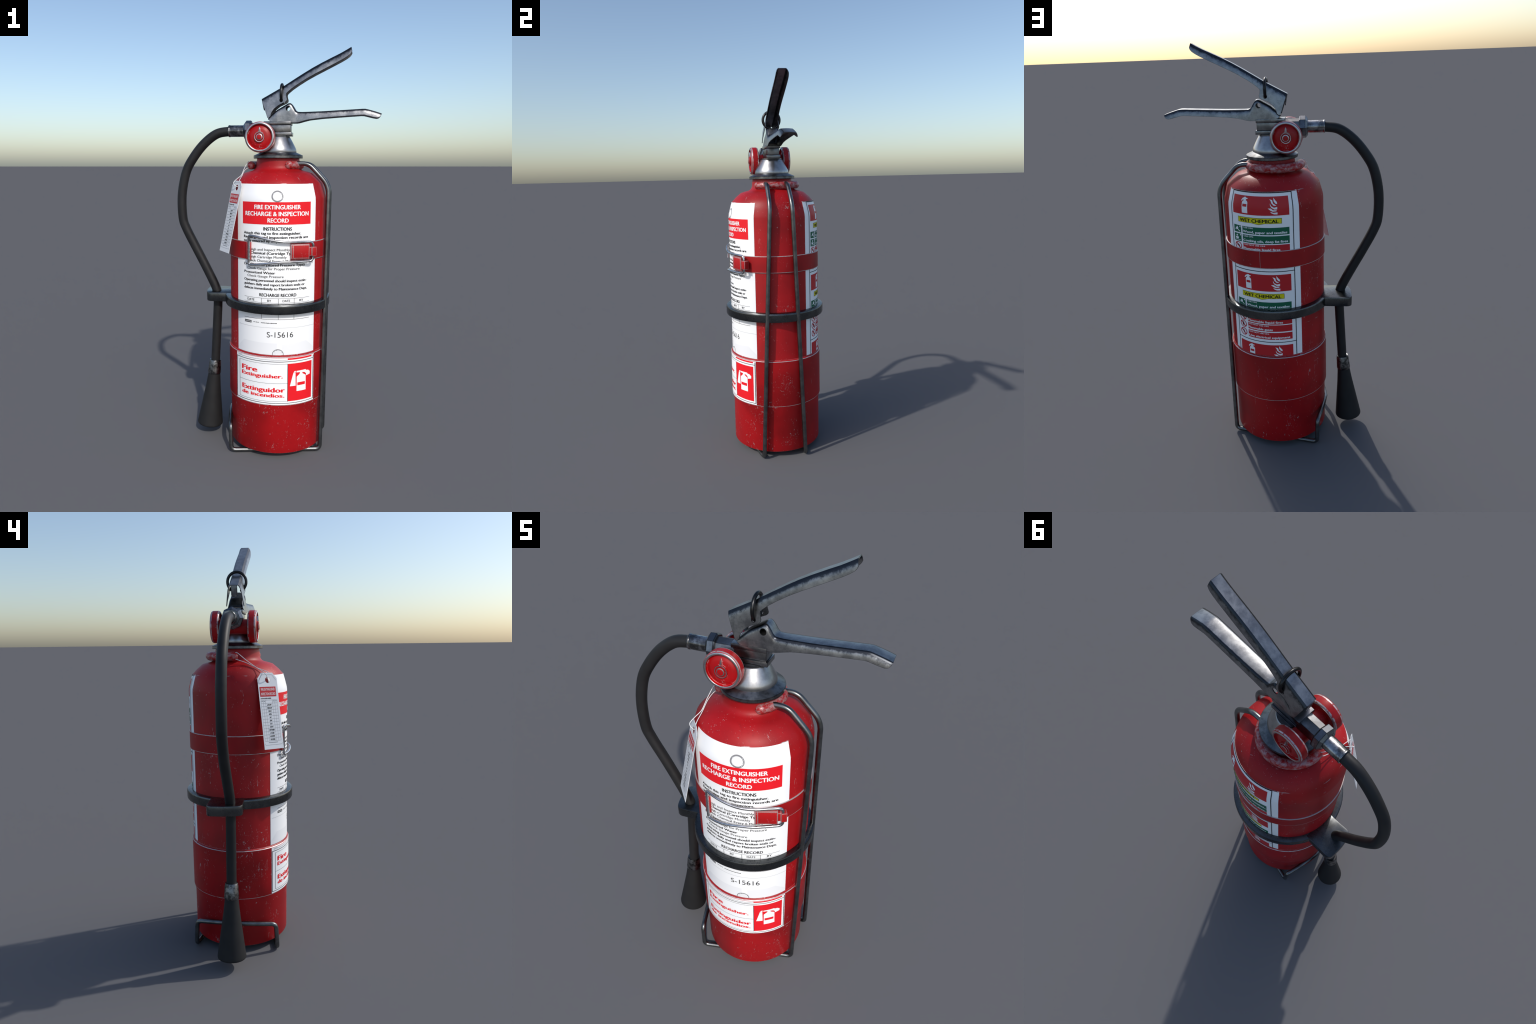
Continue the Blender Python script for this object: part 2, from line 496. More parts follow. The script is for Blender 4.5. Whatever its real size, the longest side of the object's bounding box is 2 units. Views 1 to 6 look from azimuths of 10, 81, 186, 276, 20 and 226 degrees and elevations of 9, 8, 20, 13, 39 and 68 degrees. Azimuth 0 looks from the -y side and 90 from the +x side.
# ------------------------------------------------------------------ valve
prof = [(0.100, 1.4838), (0.1214, 1.4832), (0.1226, 1.4844), (0.1226, 1.4970), (0.1210, 1.4985), (0.0925, 1.5110), (0.0890, 1.5135), (0.05, 1.5140)]
add("flange", revolve("flange", prof, 96, AXIS), M["flange"], sharp=28)
prof = [(0.080, 1.5060), (0.0905, 1.5115), (0.0912, 1.5140), (0.0902, 1.5230), (0.0880, 1.5310), (0.0800, 1.5470), (0.0690, 1.5680), (0.0600, 1.5835), (0.0580, 1.5865), (0.054, 1.5880), (0.0, 1.5885)]
add("valve_cone", revolve("valve_cone", prof, 96, AXIS), M["cone"], sharp=40)
head = add("valve_head", join("valve_head",
                              box("a", (-0.0525, 0.0825), (-0.0375, 0.0375), (1.6445, 1.6625), 0.0018),
                              box("b", (-0.0460, 0.0795), (-0.0320, 0.0320), (1.6020, 1.6500), 0.0015),
                              box("c", (-0.0460, 0.0860), (-0.0375, 0.0375), (1.5915, 1.6095), 0.0018),
                              revolve("d", [(0.0, 1.586), (0.0555, 1.5862), (0.0570, 1.5880), (0.0570, 1.5935), (0.0, 1.5945)], 48, AXIS)), M["head"], sharp=30)

XAX = Matrix.Translation((0, 0, 1.6190)) @ Matrix.Rotation(math.radians(-90), 4, "Y")   # local z -> -x


def octagon_x(name, prof):
    # vertex pointing up: start angle 0 lies on local -y, which stays horizontal; 8 sides put a vertex on top as well
    return revolve(name, prof, 8, XAX)


add("hex_body", octagon_x("hex_body", [(0.0, 0.040), (0.0395, 0.040), (0.0395, 0.120), (0.0, 0.1205)]), M["head"], parent=head, sharp=20)
add("hose_nut", octagon_x("hose_nut", [(0.0, 0.1165), (0.0460, 0.1165), (0.0508, 0.1215), (0.0508, 0.1450), (0.0375, 0.1555), (0.0, 0.1560)]), M["nut"], parent=head, sharp=15)
prof = [(0.0, 0.150), (0.0285, 0.1505), (0.0285, 0.2260), (0.0296, 0.2275), (0.0298, 0.2330), (0.0285, 0.2350), (0.0, 0.2352)]
add("hose_fitting", revolve("hose_fitting", prof, 48, XAX), M["fitting"], parent=head, sharp=35)

# pressure gauges: a dished wheel either side of a red axle
GC = Vector((-0.0605, 0.0, 1.5835))
face = [(0.0, 0.0295), (0.0120, 0.0294), (0.0155, 0.0280), (0.0160, 0.0225), (0.0192, 0.0222), (0.0196, 0.0252), (0.0212, 0.0262), (0.0242, 0.0260), (0.0250, 0.0245), (0.0252, 0.0185),
        (0.0360, 0.0172), (0.0450, 0.0150), (0.0465, 0.0140), (0.0585, 0.0080), (0.0603, 0.0095), (0.0612, 0.0190), (0.0630, 0.0205), (0.0665, 0.0205), (0.0705, 0.0185), (0.0728, 0.0150), (0.0735, 0.0100)]
back = [(0.0735, -0.0120), (0.0728, -0.0165), (0.0700, -0.0200), (0.0650, -0.0218), (0.0625, -0.0205), (0.0605, -0.0130), (0.0575, -0.0110), (0.0400, -0.0150), (0.0330, -0.0170), (0.0, -0.0180)]
needle = [(-0.0042, 0.0235), (0.0042, 0.0235), (0.0016, 0.0420), (0.0, 0.0475), (-0.0016, 0.0420)]
gm = revolve("gauge", face + back, 72)
gm.materials.append(M["gauge"]); gm.materials.append(M["silver"])
nm = prism("needle", needle, 0.010, 0.0240, 0.0008)
bm = bmesh.new(); bm.from_mesh(gm); cut = len(bm.faces); bm.from_mesh(nm)
bm.faces.ensure_lookup_table()
for f in bm.faces[cut:]:
    f.material_index = 1
# bare metal rim ring and hub rings
for f in bm.faces[:cut]:
    c = f.calc_center_median(); r = c.xy.length
    if (0.0608 < r < 0.0690 and c.z > 0.0150) or (0.0205 < r < 0.0246 and c.z > 0.0255) or (0.0121 < r < 0.0157 and c.z > 0.0245) or (0.0610 < r < 0.0690 and c.z < -0.0190):
        f.material_index = 1
bm.to_mesh(gm); bm.free()
gm.polygons.foreach_set("use_smooth", [True] * len(gm.polygons)); gm.set_sharp_from_angle(angle=math.radians(40))
axle = add("gauge_axle", revolve("gauge_axle", [(0.0, -0.085), (0.0342, -0.085), (0.0342, 0.085), (0.0, 0.085)], 48,
                                 Matrix.Translation(GC) @ Matrix.Rotation(math.radians(90), 4, "X")), M["gauge"])
for side in (-1, 1):
    ob = bpy.data.objects.new("gauge", gm)
    COL.objects.link(ob); ob.parent = axle
    # local z -> outward, local y -> up
    zc = Vector((0, side, 0)); yc = Vector((0, 0, 1)); xc = yc.cross(zc)
    ob.matrix_local = Matrix.Translation(GC + zc * 0.0865) @ Matrix((xc, yc, zc)).transposed().to_4x4()

# ------------------------------------------------------------------ levers (pressed-steel channels)
FR = [0.0, 0.05, 0.11, 0.19, 0.30, 0.45, 0.65, 0.84, 1.0]


def channel(name, stations, thick, holes, crown=0.0):
    """inverted-U channel: each station = (top xz, bottom xz, half width of flat top, shoulder, flare)"""
    verts, faces, rows = [], [], []
    for top, bot, wt, sh, flare in stations:
        T, B = Vector((top[0], 0, top[1])), Vector((bot[0], 0, bot[1]))
        depth = (B - T).length
        row = []
        for s in (-1, 1):
            pts = []
            for f in FR:
                d = f * depth
                y = wt + sh * (1 - math.exp(-d / 0.0085)) + flare * d
                pts.append(T.lerp(B, f) + Vector((0, s * y, 0)))
            row += pts[::-1] if s < 0 else [T + Vector((0, q * wt, crown * (1 - q * q))) for q in (-0.8, -0.45, 0.0, 0.45, 0.8)] + pts
        rows.append(row)
    n = len(rows[0])
    for row in rows:
        verts += row
    for i in range(len(rows) - 1):
        for j in range(n - 1):
            faces.append((i * n + j, (i + 1) * n + j, (i + 1) * n + j + 1, i * n + j + 1))
    me = mesh(name, verts, faces)
    bm = bmesh.new(); bm.from_mesh(me)                       # make sure the top faces up
    up = max(bm.faces, key=lambda f: f.normal.z * f.normal.z * (1 if abs(f.calc_center_median().y) < 0.02 else 0))
    if up.normal.z < 0:
        bmesh.ops.reverse_faces(bm, faces=bm.faces)
    bm.to_mesh(me); bm.free()

    def setup(ob):
        s = ob.modifiers.new("solid", "SOLIDIFY"); s.thickness = thick; s.offset = -1; s.use_even_offset = True
        cutters = []
        for x, z, r in holes:
            cm = revolve("cut", [(0, -0.1), (r, -0.1), (r, 0.1), (0, 0.1)], 24, Matrix.Translation((x, 0, z)) @ Matrix.Rotation(math.radians(90), 4, "X"))
            c = bpy.data.objects.new("cutter", cm); COL.objects.link(c)
            m = ob.modifiers.new("hole", "BOOLEAN"); m.operation = "DIFFERENCE"; m.object = c; m.solver = "EXACT"
            cutters.append(c)
        return cutters
    return modified(me, setup)


def dense(st, per=3):
    out = []
    for a, b in zip(st[:-1], st[1:]):
        for k in range(per):
            t = k / per
            mixp = lambda p, q: tuple(p[i] * (1 - t) + q[i] * t for i in range(2))
            out.append((mixp(a[0], b[0]), mixp(a[1], b[1]), *[a[i] * (1 - t) + b[i] * t for i in (2, 3, 4)]))
    out.append(st[-1])
    return out


# squeeze lever: stations in its own frame, t along the handle, d down from its top
O, TD, DD = Vector((-0.0645, 1.7700)), Vector((0.883, 0.469)), Vector((0.469, -0.883))
tp = lambda t, d: tuple(O + TD * t + DD * d)
U = [((0.0, 0.0), (-0.0150, 0.0965)), ((0.006, 0.0), (-0.0060, 0.0990)), ((0.013, 0.0), (0.0020, 0.0965)), ((0.020, 0.0), (0.0080, 0.0890)), ((0.030, 0.0), (0.0170, 0.0815)),
     ((0.044, 0.0), (0.0330, 0.0735)), ((0.066, 0.0), (0.0600, 0.0690)), ((0.088, 0.0), (0.0960, 0.0715)), ((0.096, 0.0), (0.1050, 0.0690)), ((0.101, 0.0), (0.1095, 0.0630)),
     ((0.1045, 0.0), (0.1120, 0.0520)), ((0.108, 0.0), (0.1150, 0.0430)), ((0.112, -0.0002), (0.1190, 0.0375)), ((0.125, -0.0008), (0.1310, 0.0340)), ((0.150, -0.0022), (0.153, 0.0300)),
     ((0.185, -0.0040), (0.187, 0.0268)), ((0.234, -0.0062), (0.234, 0.0245)), ((0.282, -0.0074), (0.282, 0.0250)), ((0.329, -0.0066), (0.329, 0.0270)), ((0.380, -0.0040), (0.378, 0.0290)),
     ((0.425, -0.0012), (0.421, 0.0305)), ((0.450, -0.0008), (0.445, 0.0300)), ((0.468, -0.0010), (0.462, 0.0280)), ((0.4785, -0.0013), (0.4720, 0.0240)), ((0.4840, -0.0016), (0.4790, 0.0185))]
stations = [(tp(*a), tp(*b), 0.0185, 0.0105, 0.145 if i < 5 else 0.13) for i, (a, b) in enumerate(U)]
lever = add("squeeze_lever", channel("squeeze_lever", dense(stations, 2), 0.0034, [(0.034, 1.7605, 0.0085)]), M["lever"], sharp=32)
tab = [(-0.0145, 0.0), (0.0145, 0.0), (0.0145, -0.042), (0.0125, -0.0485), (0.008, -0.052), (-0.008, -0.052), (-0.0125, -0.0485), (-0.0145, -0.042)]
zc = Vector((-0.98, 0, -0.2)).normalized(); xc = Vector((0, -1, 0)); yc = zc.cross(xc)
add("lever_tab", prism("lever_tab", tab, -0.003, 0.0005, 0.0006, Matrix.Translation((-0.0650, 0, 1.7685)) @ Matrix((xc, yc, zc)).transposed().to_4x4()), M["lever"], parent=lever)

# safety ring through the lever
arc = [Vector((0.034, 0.0448 * math.sin(a), 1.7935 + 0.0448 * math.cos(a))) for a in np.linspace(math.radians(-152), math.radians(152), 48)]
add("safety_ring", tube("safety_ring", arc, 0.0069, 12, round_ends=True), M["ring"], parent=lever, sharp=60)

Lw = [((-0.0310, 1.6745), (-0.0290, 1.6690), 0.0330, 0.0060, 0.02), ((-0.0265, 1.6805), (-0.0200, 1.6635), 0.0322, 0.0065, 0.02), ((-0.0185, 1.6880), (-0.0090, 1.6600), 0.0310, 0.0070, 0.02),
      ((0.0130, 1.7155), (0.0130, 1.6585), 0.0278, 0.0085, 0.03), ((0.0340, 1.7275), (0.0300, 1.6580), 0.0258, 0.0085, 0.03), ((0.0540, 1.7385), (0.0460, 1.6570), 0.0256, 0.0085, 0.03),
      ((0.0655, 1.7450), (0.0600, 1.6560), 0.0256, 0.0085, 0.03), ((0.0700, 1.7465), (0.0680, 1.6555), 0.0256, 0.0085, 0.03), ((0.0765, 1.7465), (0.0760, 1.6550), 0.0256, 0.0085, 0.03),
      ((0.0820, 1.7440), (0.0830, 1.6545), 0.0256, 0.0085, 0.03), ((0.0880, 1.7380), (0.0910, 1.6540), 0.0256, 0.0085, 0.032), ((0.0960, 1.7265), (0.1000, 1.6540), 0.0257, 0.0085, 0.034),
      ((0.1030, 1.7145), (0.1080, 1.6540), 0.0258, 0.0085, 0.038), ((0.1080, 1.7082), (0.1160, 1.6550), 0.0260, 0.0085, 0.044), ((0.1160, 1.7050), (0.1270, 1.6575), 0.0262, 0.0085, 0.05),
      ((0.1350, 1.7040), (0.1430, 1.6620), 0.0268, 0.0085, 0.06), ((0.1700, 1.7045), (0.1720, 1.6685), 0.0276, 0.0085, 0.075), ((0.2290, 1.7055), (0.2290, 1.6745), 0.0284, 0.0085, 0.09),
      ((0.3140, 1.7090), (0.3130, 1.6800), 0.0290, 0.0085, 0.09), ((0.3900, 1.7122), (0.3860, 1.6840), 0.0292, 0.0085, 0.09), ((0.4220, 1.7137), (0.4170, 1.6857), 0.0293, 0.0085, 0.09),
      ((0.4360, 1.7135), (0.4310, 1.6852), 0.0294, 0.0085, 0.09), ((0.4470, 1.7110), (0.4410, 1.6828), 0.0296, 0.0085, 0.09), ((0.4800, 1.7015), (0.4720, 1.6750), 0.0300, 0.0085, 0.09),
      ((0.4980, 1.6955), (0.4900, 1.6715), 0.0302, 0.0085, 0.09), ((0.5080, 1.6920), (0.5000, 1.6730), 0.0300, 0.0085, 0.09), ((0.5130, 1.6900), (0.5075, 1.6790), 0.0292, 0.0085, 0.09)]
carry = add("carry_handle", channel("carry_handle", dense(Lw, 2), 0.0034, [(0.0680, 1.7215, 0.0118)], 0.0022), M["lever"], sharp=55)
add("handle_block", box("handle_block", (-0.018, 0.075), (-0.026, 0.026), (1.6550, 1.6710), 0.002), M["head"], parent=carry)

# ------------------------------------------------------------------ hose and nozzle
pts = [(-0.205, 0, 1.6190), (-0.235, 0, 1.6175), (-0.298, 0.0, 1.6060), (-0.3625, 0.0005, 1.5600), (-0.4200, 0.0005, 1.4925), (-0.4630, 0.0, 1.4160), (-0.4872, 0.0, 1.3020), (-0.4865, 0.001, 1.1830),
       (-0.4675, 0.004, 1.1190), (-0.4155, 0.006, 1.0160), (-0.3720, 0.004, 0.9340), (-0.3300, 0.001, 0.8520), (-0.3090, 0.0, 0.8050), (-0.3020, 0.0, 0.7700), (-0.3015, 0.0, 0.7300),
       (-0.3080, 0.0, 0.6000), (-0.3165, 0.0, 0.4500), (-0.3200, 0.0, 0.3850)]
hose = add("hose", tube("hose", spline(pts, 8), 0.0237, 28), M["hose"], sharp=60)


def along(a, b):
    """matrix with local z from a to b"""
    a, b = Vector(a), Vector(b)
    return Matrix.Translation(a) @ (b - a).to_track_quat("Z", "Y").to_matrix().to_4x4()


g = along((-0.3195, 0, 0.4150), (-0.3540, 0, 0.0400))
Lz = 0.3655
prof = [(0.020, 0.040), (0.0315, 0.074), (0.0325, 0.082), (0.0400, 0.150), (0.0680, Lz - 0.012), (0.0690, Lz - 0.006), (0.0685, Lz - 0.001), (0.0660, Lz + 0.0015), (0.0630, Lz), (0.0600, Lz - 0.012), (0.030, 0.17), (0.0, 0.165)]
add("nozzle_horn", revolve("nozzle_horn", prof, 48, g), M["horn"], parent=hose, sharp=40)
prof = [(0.0225, 0.0010), (0.0290, 0.0000), (0.0303, 0.0020), (0.0306, 0.0110), (0.0322, 0.0145), (0.0345, 0.0600), (0.0352, 0.0640), (0.0352, 0.0730), (0.0335, 0.0765), (0.025, 0.0770)]
add("nozzle_collar", revolve("nozzle_collar", prof, 40, g), M["collar_metal"], parent=hose, sharp=35)

# ------------------------------------------------------------------ printing
FONT = bpy.data.curves.new("probe", "FONT")


def text_shape(s, bold=0.0, spacing=1.0):
    """outline of a line of text as flat verts and faces, capital height 1, baseline 0"""
    def shape(body):
        c = bpy.data.curves.new("t", "FONT")
        c.body = body; c.offset = bold; c.resolution_u = 3; c.space_character = spacing
        ob = bpy.data.objects.new("t", c); COL.objects.link(ob)
        dg = bpy.context.evaluated_depsgraph_get(); dg.update()
        me = bpy.data.meshes.new_from_object(ob.evaluated_get(dg))
        v = [(p.co.x, p.co.y) for p in me.vertices]; f = [tuple(p.vertices) for p in me.polygons]
        bpy.data.objects.remove(ob); bpy.data.meshes.remove(me); bpy.data.curves.remove(c)
        return v, f
    if (bold, "H") not in CAPS:
        hv, _ = shape("H")
        CAPS[(bold, "H")] = (min(y for _, y in hv), max(y for _, y in hv))
    lo, hi = CAPS[(bold, "H")]
    v, f = shape(s)
    k = 1 / (hi - lo)
    return [(x * k, (y - lo) * k) for x, y in v], f


CAPS = {}


class Sheet:
    """flat artwork: u across, v up, gathered by ink, later laid onto a surface"""
    def __init__(self):
        self.ink = {}
        self.count = 0

    def poly(self, ink, pts, level):
        self.shape(ink, pts, [tuple(range(len(pts)))], level)

    def shape(self, ink, pts, faces, level):
        self.count += 1
        bm = self.ink.setdefault((ink, level), bmesh.new())
        off = level * 0.0006 + (self.count % 40) * 0.000008
        vs = [bm.verts.new((u, v, off)) for u, v in pts]
        for f in faces:
            if len(set(f)) > 2:
                try:
                    bm.faces.new([vs[i] for i in f])
                except ValueError:
                    pass

    def rect(self, ink, u0, u1, v0, v1, level):
        self.poly(ink, [(u0, v0), (u1, v0), (u1, v1), (u0, v1)], level)

    def hline(self, ink, u0, u1, v, w, level):
        self.rect(ink, u0, u1, v - w / 2, v + w / 2, level)

    def ring(self, ink, u, v, ru, rv, inner, level, n=36):
        pts, faces = [], []
        for i in range(n):
            a = 2 * math.pi * i / n
            pts += [(u + ru * math.cos(a), v + rv * math.sin(a)), (u + ru * inner * math.cos(a), v + rv * inner * math.sin(a))]
        for i in range(n):
            j = (i + 1) % n
            faces.append((2 * i, 2 * j, 2 * j + 1, 2 * i + 1))
        self.shape(ink, pts, faces, level)

    def disc(self, ink, u, v, ru, rv, level, n=36):
        self.poly(ink, [(u + ru * math.cos(2 * math.pi * i / n), v + rv * math.sin(2 * math.pi * i / n)) for i in range(n)], level)

    def text(self, ink, s, u0, u1, v, cap, level, bold=0.0):
        """bold: stroke thickening in cap heights, made by overprinting shifted copies"""
        v2, f = text_shape(s)
        lo, hi = min(p[0] for p in v2), max(p[0] for p in v2)
        k = (u1 - u0) / (hi - lo + bold)
        n = 1 if bold <= 0 else 2 if bold < 0.09 else 3
        for i in range(n):
            t = i / max(1, n - 1)
            dx, dy = t * bold, ((0.0, 0.0, 0.0) if n < 3 else (-0.02, 0.03, 0.0))[i]
            self.shape(ink, [(u0 + (x - lo + dx) * k, v + (y + dy) * cap) for x, y in v2], f, level)

    def lay(self, prefix, place, cells_u, cells_v, parent, clip=None):
        for (ink, level), bm in self.ink.items():
            bmesh.ops.triangulate(bm, faces=[f for f in bm.faces if len(f.verts) > 4])
            for axis, cuts in ((0, cells_u), (1, cells_v)):
                for c in cuts:
                    lo = min(v.co[axis] for v in bm.verts); hi = max(v.co[axis] for v in bm.verts)
                    if lo < c < hi:
                        no = Vector((1, 0, 0)) if axis == 0 else Vector((0, 1, 0))
                        bmesh.ops.bisect_plane(bm, geom=bm.verts[:] + bm.edges[:] + bm.faces[:], plane_co=no * c, plane_no=no, dist=1e-7)
            if clip:
                lo, hi = clip
                for z, no in ((lo, -1), (hi, 1)):
                    bmesh.ops.bisect_plane(bm, geom=bm.verts[:] + bm.edges[:] + bm.faces[:], plane_co=(0, z, 0), plane_no=(0, no, 0), clear_outer=True, dist=1e-7)
            if level == 0:                                   # give the sheet its own thickness
                edge = [e for e in bm.edges if e.is_boundary]
                ext = bmesh.ops.extrude_edge_only(bm, edges=edge)
                for v in ext["geom"]:
                    if isinstance(v, bmesh.types.BMVert):
                        v.co.z = -0.0008
            for v in bm.verts:
                v.co = place(v.co.x, v.co.y, v.co.z)
            bmesh.ops.recalc_face_normals(bm, faces=bm.faces)
            me = bpy.data.meshes.new(prefix + "_" + ink)
            bm.to_mesh(me); bm.free()
            name = prefix if level == 0 else prefix + "_print"
            ob = add(name, me, M[ink], parent=parent if level == 0 else self.base, sharp=30)
            if level == 0:
                self.base = ob
            else:
                ob["kind"] = "stuff"


def on_tank(lift):
    def place(phi, z, off):
        a = math.radians(phi)
        r = skin(z)
        dr = (skin(z + 0.002) - skin(z - 0.002)) / 0.004
        if z < 0.56:
            dr = 0.0
        n = Vector((1.0, -dr)).normalized()
        r += (lift + off) * n.x
        return Vector((CX + r * math.sin(a), -r * math.cos(a), z + (lift + off) * n.y))
    return place


SHOULDER = [1.2850, 1.3000, 1.3155, 1.3310, 1.3470]

# ---- record label on the front
S = Sheet()
S.rect("white", -44.8, 56.4, 0.5430, 1.3632, 0)
S.poly("fold_shade", [(-44.6, 0.5440), (-44.6, 0.5600), (-34.0, 0.6040), (8.0, 0.6010), (8.0, 0.5440)], 1)  # shading of the curled paper, painted as pale grey polygons
S.poly("fold_shade", [(14.0, 0.5440), (14.0, 0.5950), (44.0, 0.6060), (56.2, 0.5650), (56.2, 0.5440)], 1)
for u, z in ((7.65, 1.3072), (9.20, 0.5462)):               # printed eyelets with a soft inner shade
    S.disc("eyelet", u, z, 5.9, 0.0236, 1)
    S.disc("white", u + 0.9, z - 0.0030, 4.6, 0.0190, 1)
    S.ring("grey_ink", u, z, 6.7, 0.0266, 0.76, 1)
S.rect("bright_red", -35.3, 48.1, 1.1765, 1.2810, 1)
S.text("white", "FIRE EXTINGUISHER", -18.8, 34.6, 1.2478, 0.0195, 2, 0.11)
S.text("white", "RECHARGE & INSPECTION", -31.0, 45.0, 1.2166, 0.0195, 2, 0.11)
S.text("white", "RECORD", -3.3, 20.5, 1.1864, 0.0188, 2, 0.11)
S.text("ink", "INSTRUCTIONS", -8.1, 24.3, 1.1484, 0.0155, 1, 0.12)
S.text("ink", "Attach this tag to fire extinguisher.", -33.7, 35.4, 1.1290, 0.0118, 1, 0.13)
S.text("ink", "Recharging and inspection records are", -33.7, 44.8, 1.1105, 0.0118, 1, 0.13)
S.text("ink", "to be entered by inspectors.", -33.7, 22.4, 1.0925, 0.0118, 1, 0.13)
S.text("ink", "Weigh and Inspect Monthly", -28.5, 22.2, 1.0520, 0.0112, 1, 0.045)
S.text("ink", "Dry Chemical (Cartridge Type)", -33.1, 29.5, 1.0350, 0.0112, 1, 0.12)
S.text("ink", "Weigh Cartridge Monthly", -28.5, 18.5, 1.0165, 0.0112, 1, 0.045)
S.text("ink", "Check Chemical Every 6 Months", -28.5, 30.5, 0.9985, 0.0112, 1, 0.045)
S.text("ink", "Dry Chemical (Stored Pressure Type)", -33.1, 40.5, 0.9790, 0.0112, 1, 0.12)
S.text("ink", "Check Gauge for Proper Pressure", -28.4, 34.0, 0.9610, 0.0112, 1, 0.045)
S.text("ink", "Pressurized Water", -33.1, 5.8, 0.9410, 0.0112, 1, 0.12)
S.text("ink", "Check Gauge Pressure", -28.5, 15.2, 0.9235, 0.0112, 1, 0.045)
S.text("ink", "Operating personnel should inspect extin-", -33.2, 43.2, 0.9035, 0.0115, 1, 0.13)
S.text("ink", "guishers daily and report broken seals or", -33.2, 41.0, 0.8838, 0.0115, 1, 0.13)
S.text("ink", "defects immediately to Maintenance Dept.", -33.2, 44.3, 0.8642, 0.0115, 1, 0.13)
S.text("ink", "RECHARGE RECORD", -12.7, 30.4, 0.8320, 0.0145, 1, 0.11)
S.hline("ink", -33.0, 47.8, 0.8232, 0.0012, 1)
S.hline("ink", -33.0, 47.8, 0.8015, 0.0012, 1)
S.hline("ink", -33.0, 47.8, 0.7200, 0.0016, 1)
for u in (-10.1, 9.4, 27.7):
    S.rect("ink", u - 0.2, u + 0.2, 0.7200, 0.8232, 1)
for s, c, w in (("DATE", -23.6, 9.6), ("BY", -0.9, 4.6), ("DATE", 18.6, 8.6), ("BY", 36.8, 5.0)):
    S.text("ink", s, c - w / 2, c + w / 2, 0.8065, 0.0108, 1, 0.07)
S.rect("ink", -32.5, -22.8, 0.6952, 0.7072, 1)
for i in range(5):                                           # illegible maker's mark and address line
    S.rect("pale_ink", -31.6 + i * 1.75, -30.5 + i * 1.75, 0.6985, 0.7040, 2)
for i, w in enumerate((0.9, 1.2, 0.8, 1.4, 1.0, 1.1)):
    S.rect("ink", -20.6 + i * 1.35, -20.6 + i * 1.35 + w * 0.75, 0.6998, 0.7030 + 0.0006 * (i % 2), 1)
for i in range(13):
    S.rect("ink", -10.6 + i * 1.45, -9.6 + i * 1.45 + 0.12 * (i % 3), 0.6996, 0.7034 - 0.0005 * (i % 2), 1)
S.text("ink", "S-15616", -3.6, 27.0, 0.6308, 0.0268, 1, 0.0)
S.hline("pale_ink", -42.0, 56.3, 0.6788, 0.0018, 1)  # shadow along the label's fold, drawn as a thin grey line
S.lay("record_label", on_tank(0.0008), np.arange(-46, 60, 3.0), SHOULDER, tank, clip=(0.5430, 1.4))

# ---- sign on the raised lower band
S = Sheet()
S.rect("white", -44.9, 55.0, 0.2905, 0.5312, 0)
S.rect("bright_red", -44.9, 54.5, 0.5303, 0.5312, 1)
S.rect("bright_red", 20.4, 51.2, 0.5205, 0.5285, 1)
S.hline("ink", -41.8, 20.4, 0.5205, 0.0010, 1)
S.hline("ink", -41.8, -35.5, 0.5250, 0.0010, 1)
S.hline("ink", -44.4, 54.4, 0.5113, 0.0026, 1)
S.hline("ink", -44.4, 54.4, 0.2992, 0.0026, 1)
S.rect("ink", -44.5, -43.75, 0.2992, 0.5113, 1)
S.rect("ink", 53.6, 54.5, 0.2992, 0.5260, 1)
S.hline("ink", -39.3, 20.6, 0.5003, 0.0011, 1)
S.hline("ink", -39.3, 20.6, 0.3085, 0.0011, 1)
S.hline("ink", -39.3, 20.6, 0.4010, 0.0011, 1)
S.rect("ink", -39.5, -39.05, 0.3085, 0.5003, 1)
S.rect("bright_red", 20.7, 51.4, 0.3090, 0.5008, 1)
S.rect("ink", 20.2, 20.75, 0.3080, 0.5010, 2)
S.text("bright_red", "Fire", -35.7, -14.0, 0.4540, 0.0235, 1, 0.125)
S.text("bright_red", "Extinguisher.", -35.7, 15.2, 0.4285, 0.0182, 1, 0.125)
S.text("bright_red", "Extinguidor", -35.3, 17.6, 0.3562, 0.0225, 1, 0.125)
S.text("bright_red", "de incendios.", -35.3, 17.0, 0.3300, 0.0182, 1, 0.125)
# pictogram of an extinguisher
S.poly("white", [(31.0, 0.3570), (42.9, 0.3570), (42.7, 0.4330), (38.4, 0.4440), (37.9, 0.4530), (35.2, 0.4530), (34.6, 0.4440), (31.0, 0.4310)], 2)
S.poly("white", [(30.5, 0.4535), (37.0, 0.4522), (41.2, 0.4480), (43.0, 0.4400), (43.3, 0.4290), (48.4, 0.4340), (48.5, 0.4470), (45.9, 0.4560), (42.8, 0.4580), (42.5, 0.4622), (41.0, 0.4622), (30.7, 0.4612)], 3)
S.poly("white", [(23.0, 0.3860), (29.8, 0.3860), (29.5, 0.4515), (26.9, 0.4515)], 2)
S.poly("white", [(27.0, 0.4530), (29.6, 0.4530), (29.9, 0.4615), (28.4, 0.4615)], 2)
S.rect("bright_red", 31.9, 41.6, 0.3866, 0.4018, 3)
S.lay("wall_sign_label", on_tank(0.0008), np.arange(-46, 60, 3.0), [], tank)

# ---- hazard class label on the back, the design repeats down the tank
S = Sheet()
S.rect("white", 124.0, 214.1, 0.5430, 1.3650, 0)
for u in (131.9, 206.9):
    S.rect("ink", u - 0.42, u + 0.42, 0.52, 1.3615, 2)
S.hline("ink", 126.5, 212.0, 1.3645, 0.0010, 1)
PER = 0.3711


def curl(u, v, pts, w, h):
    return [(u + x * w, v + y * h) for x, y in pts]


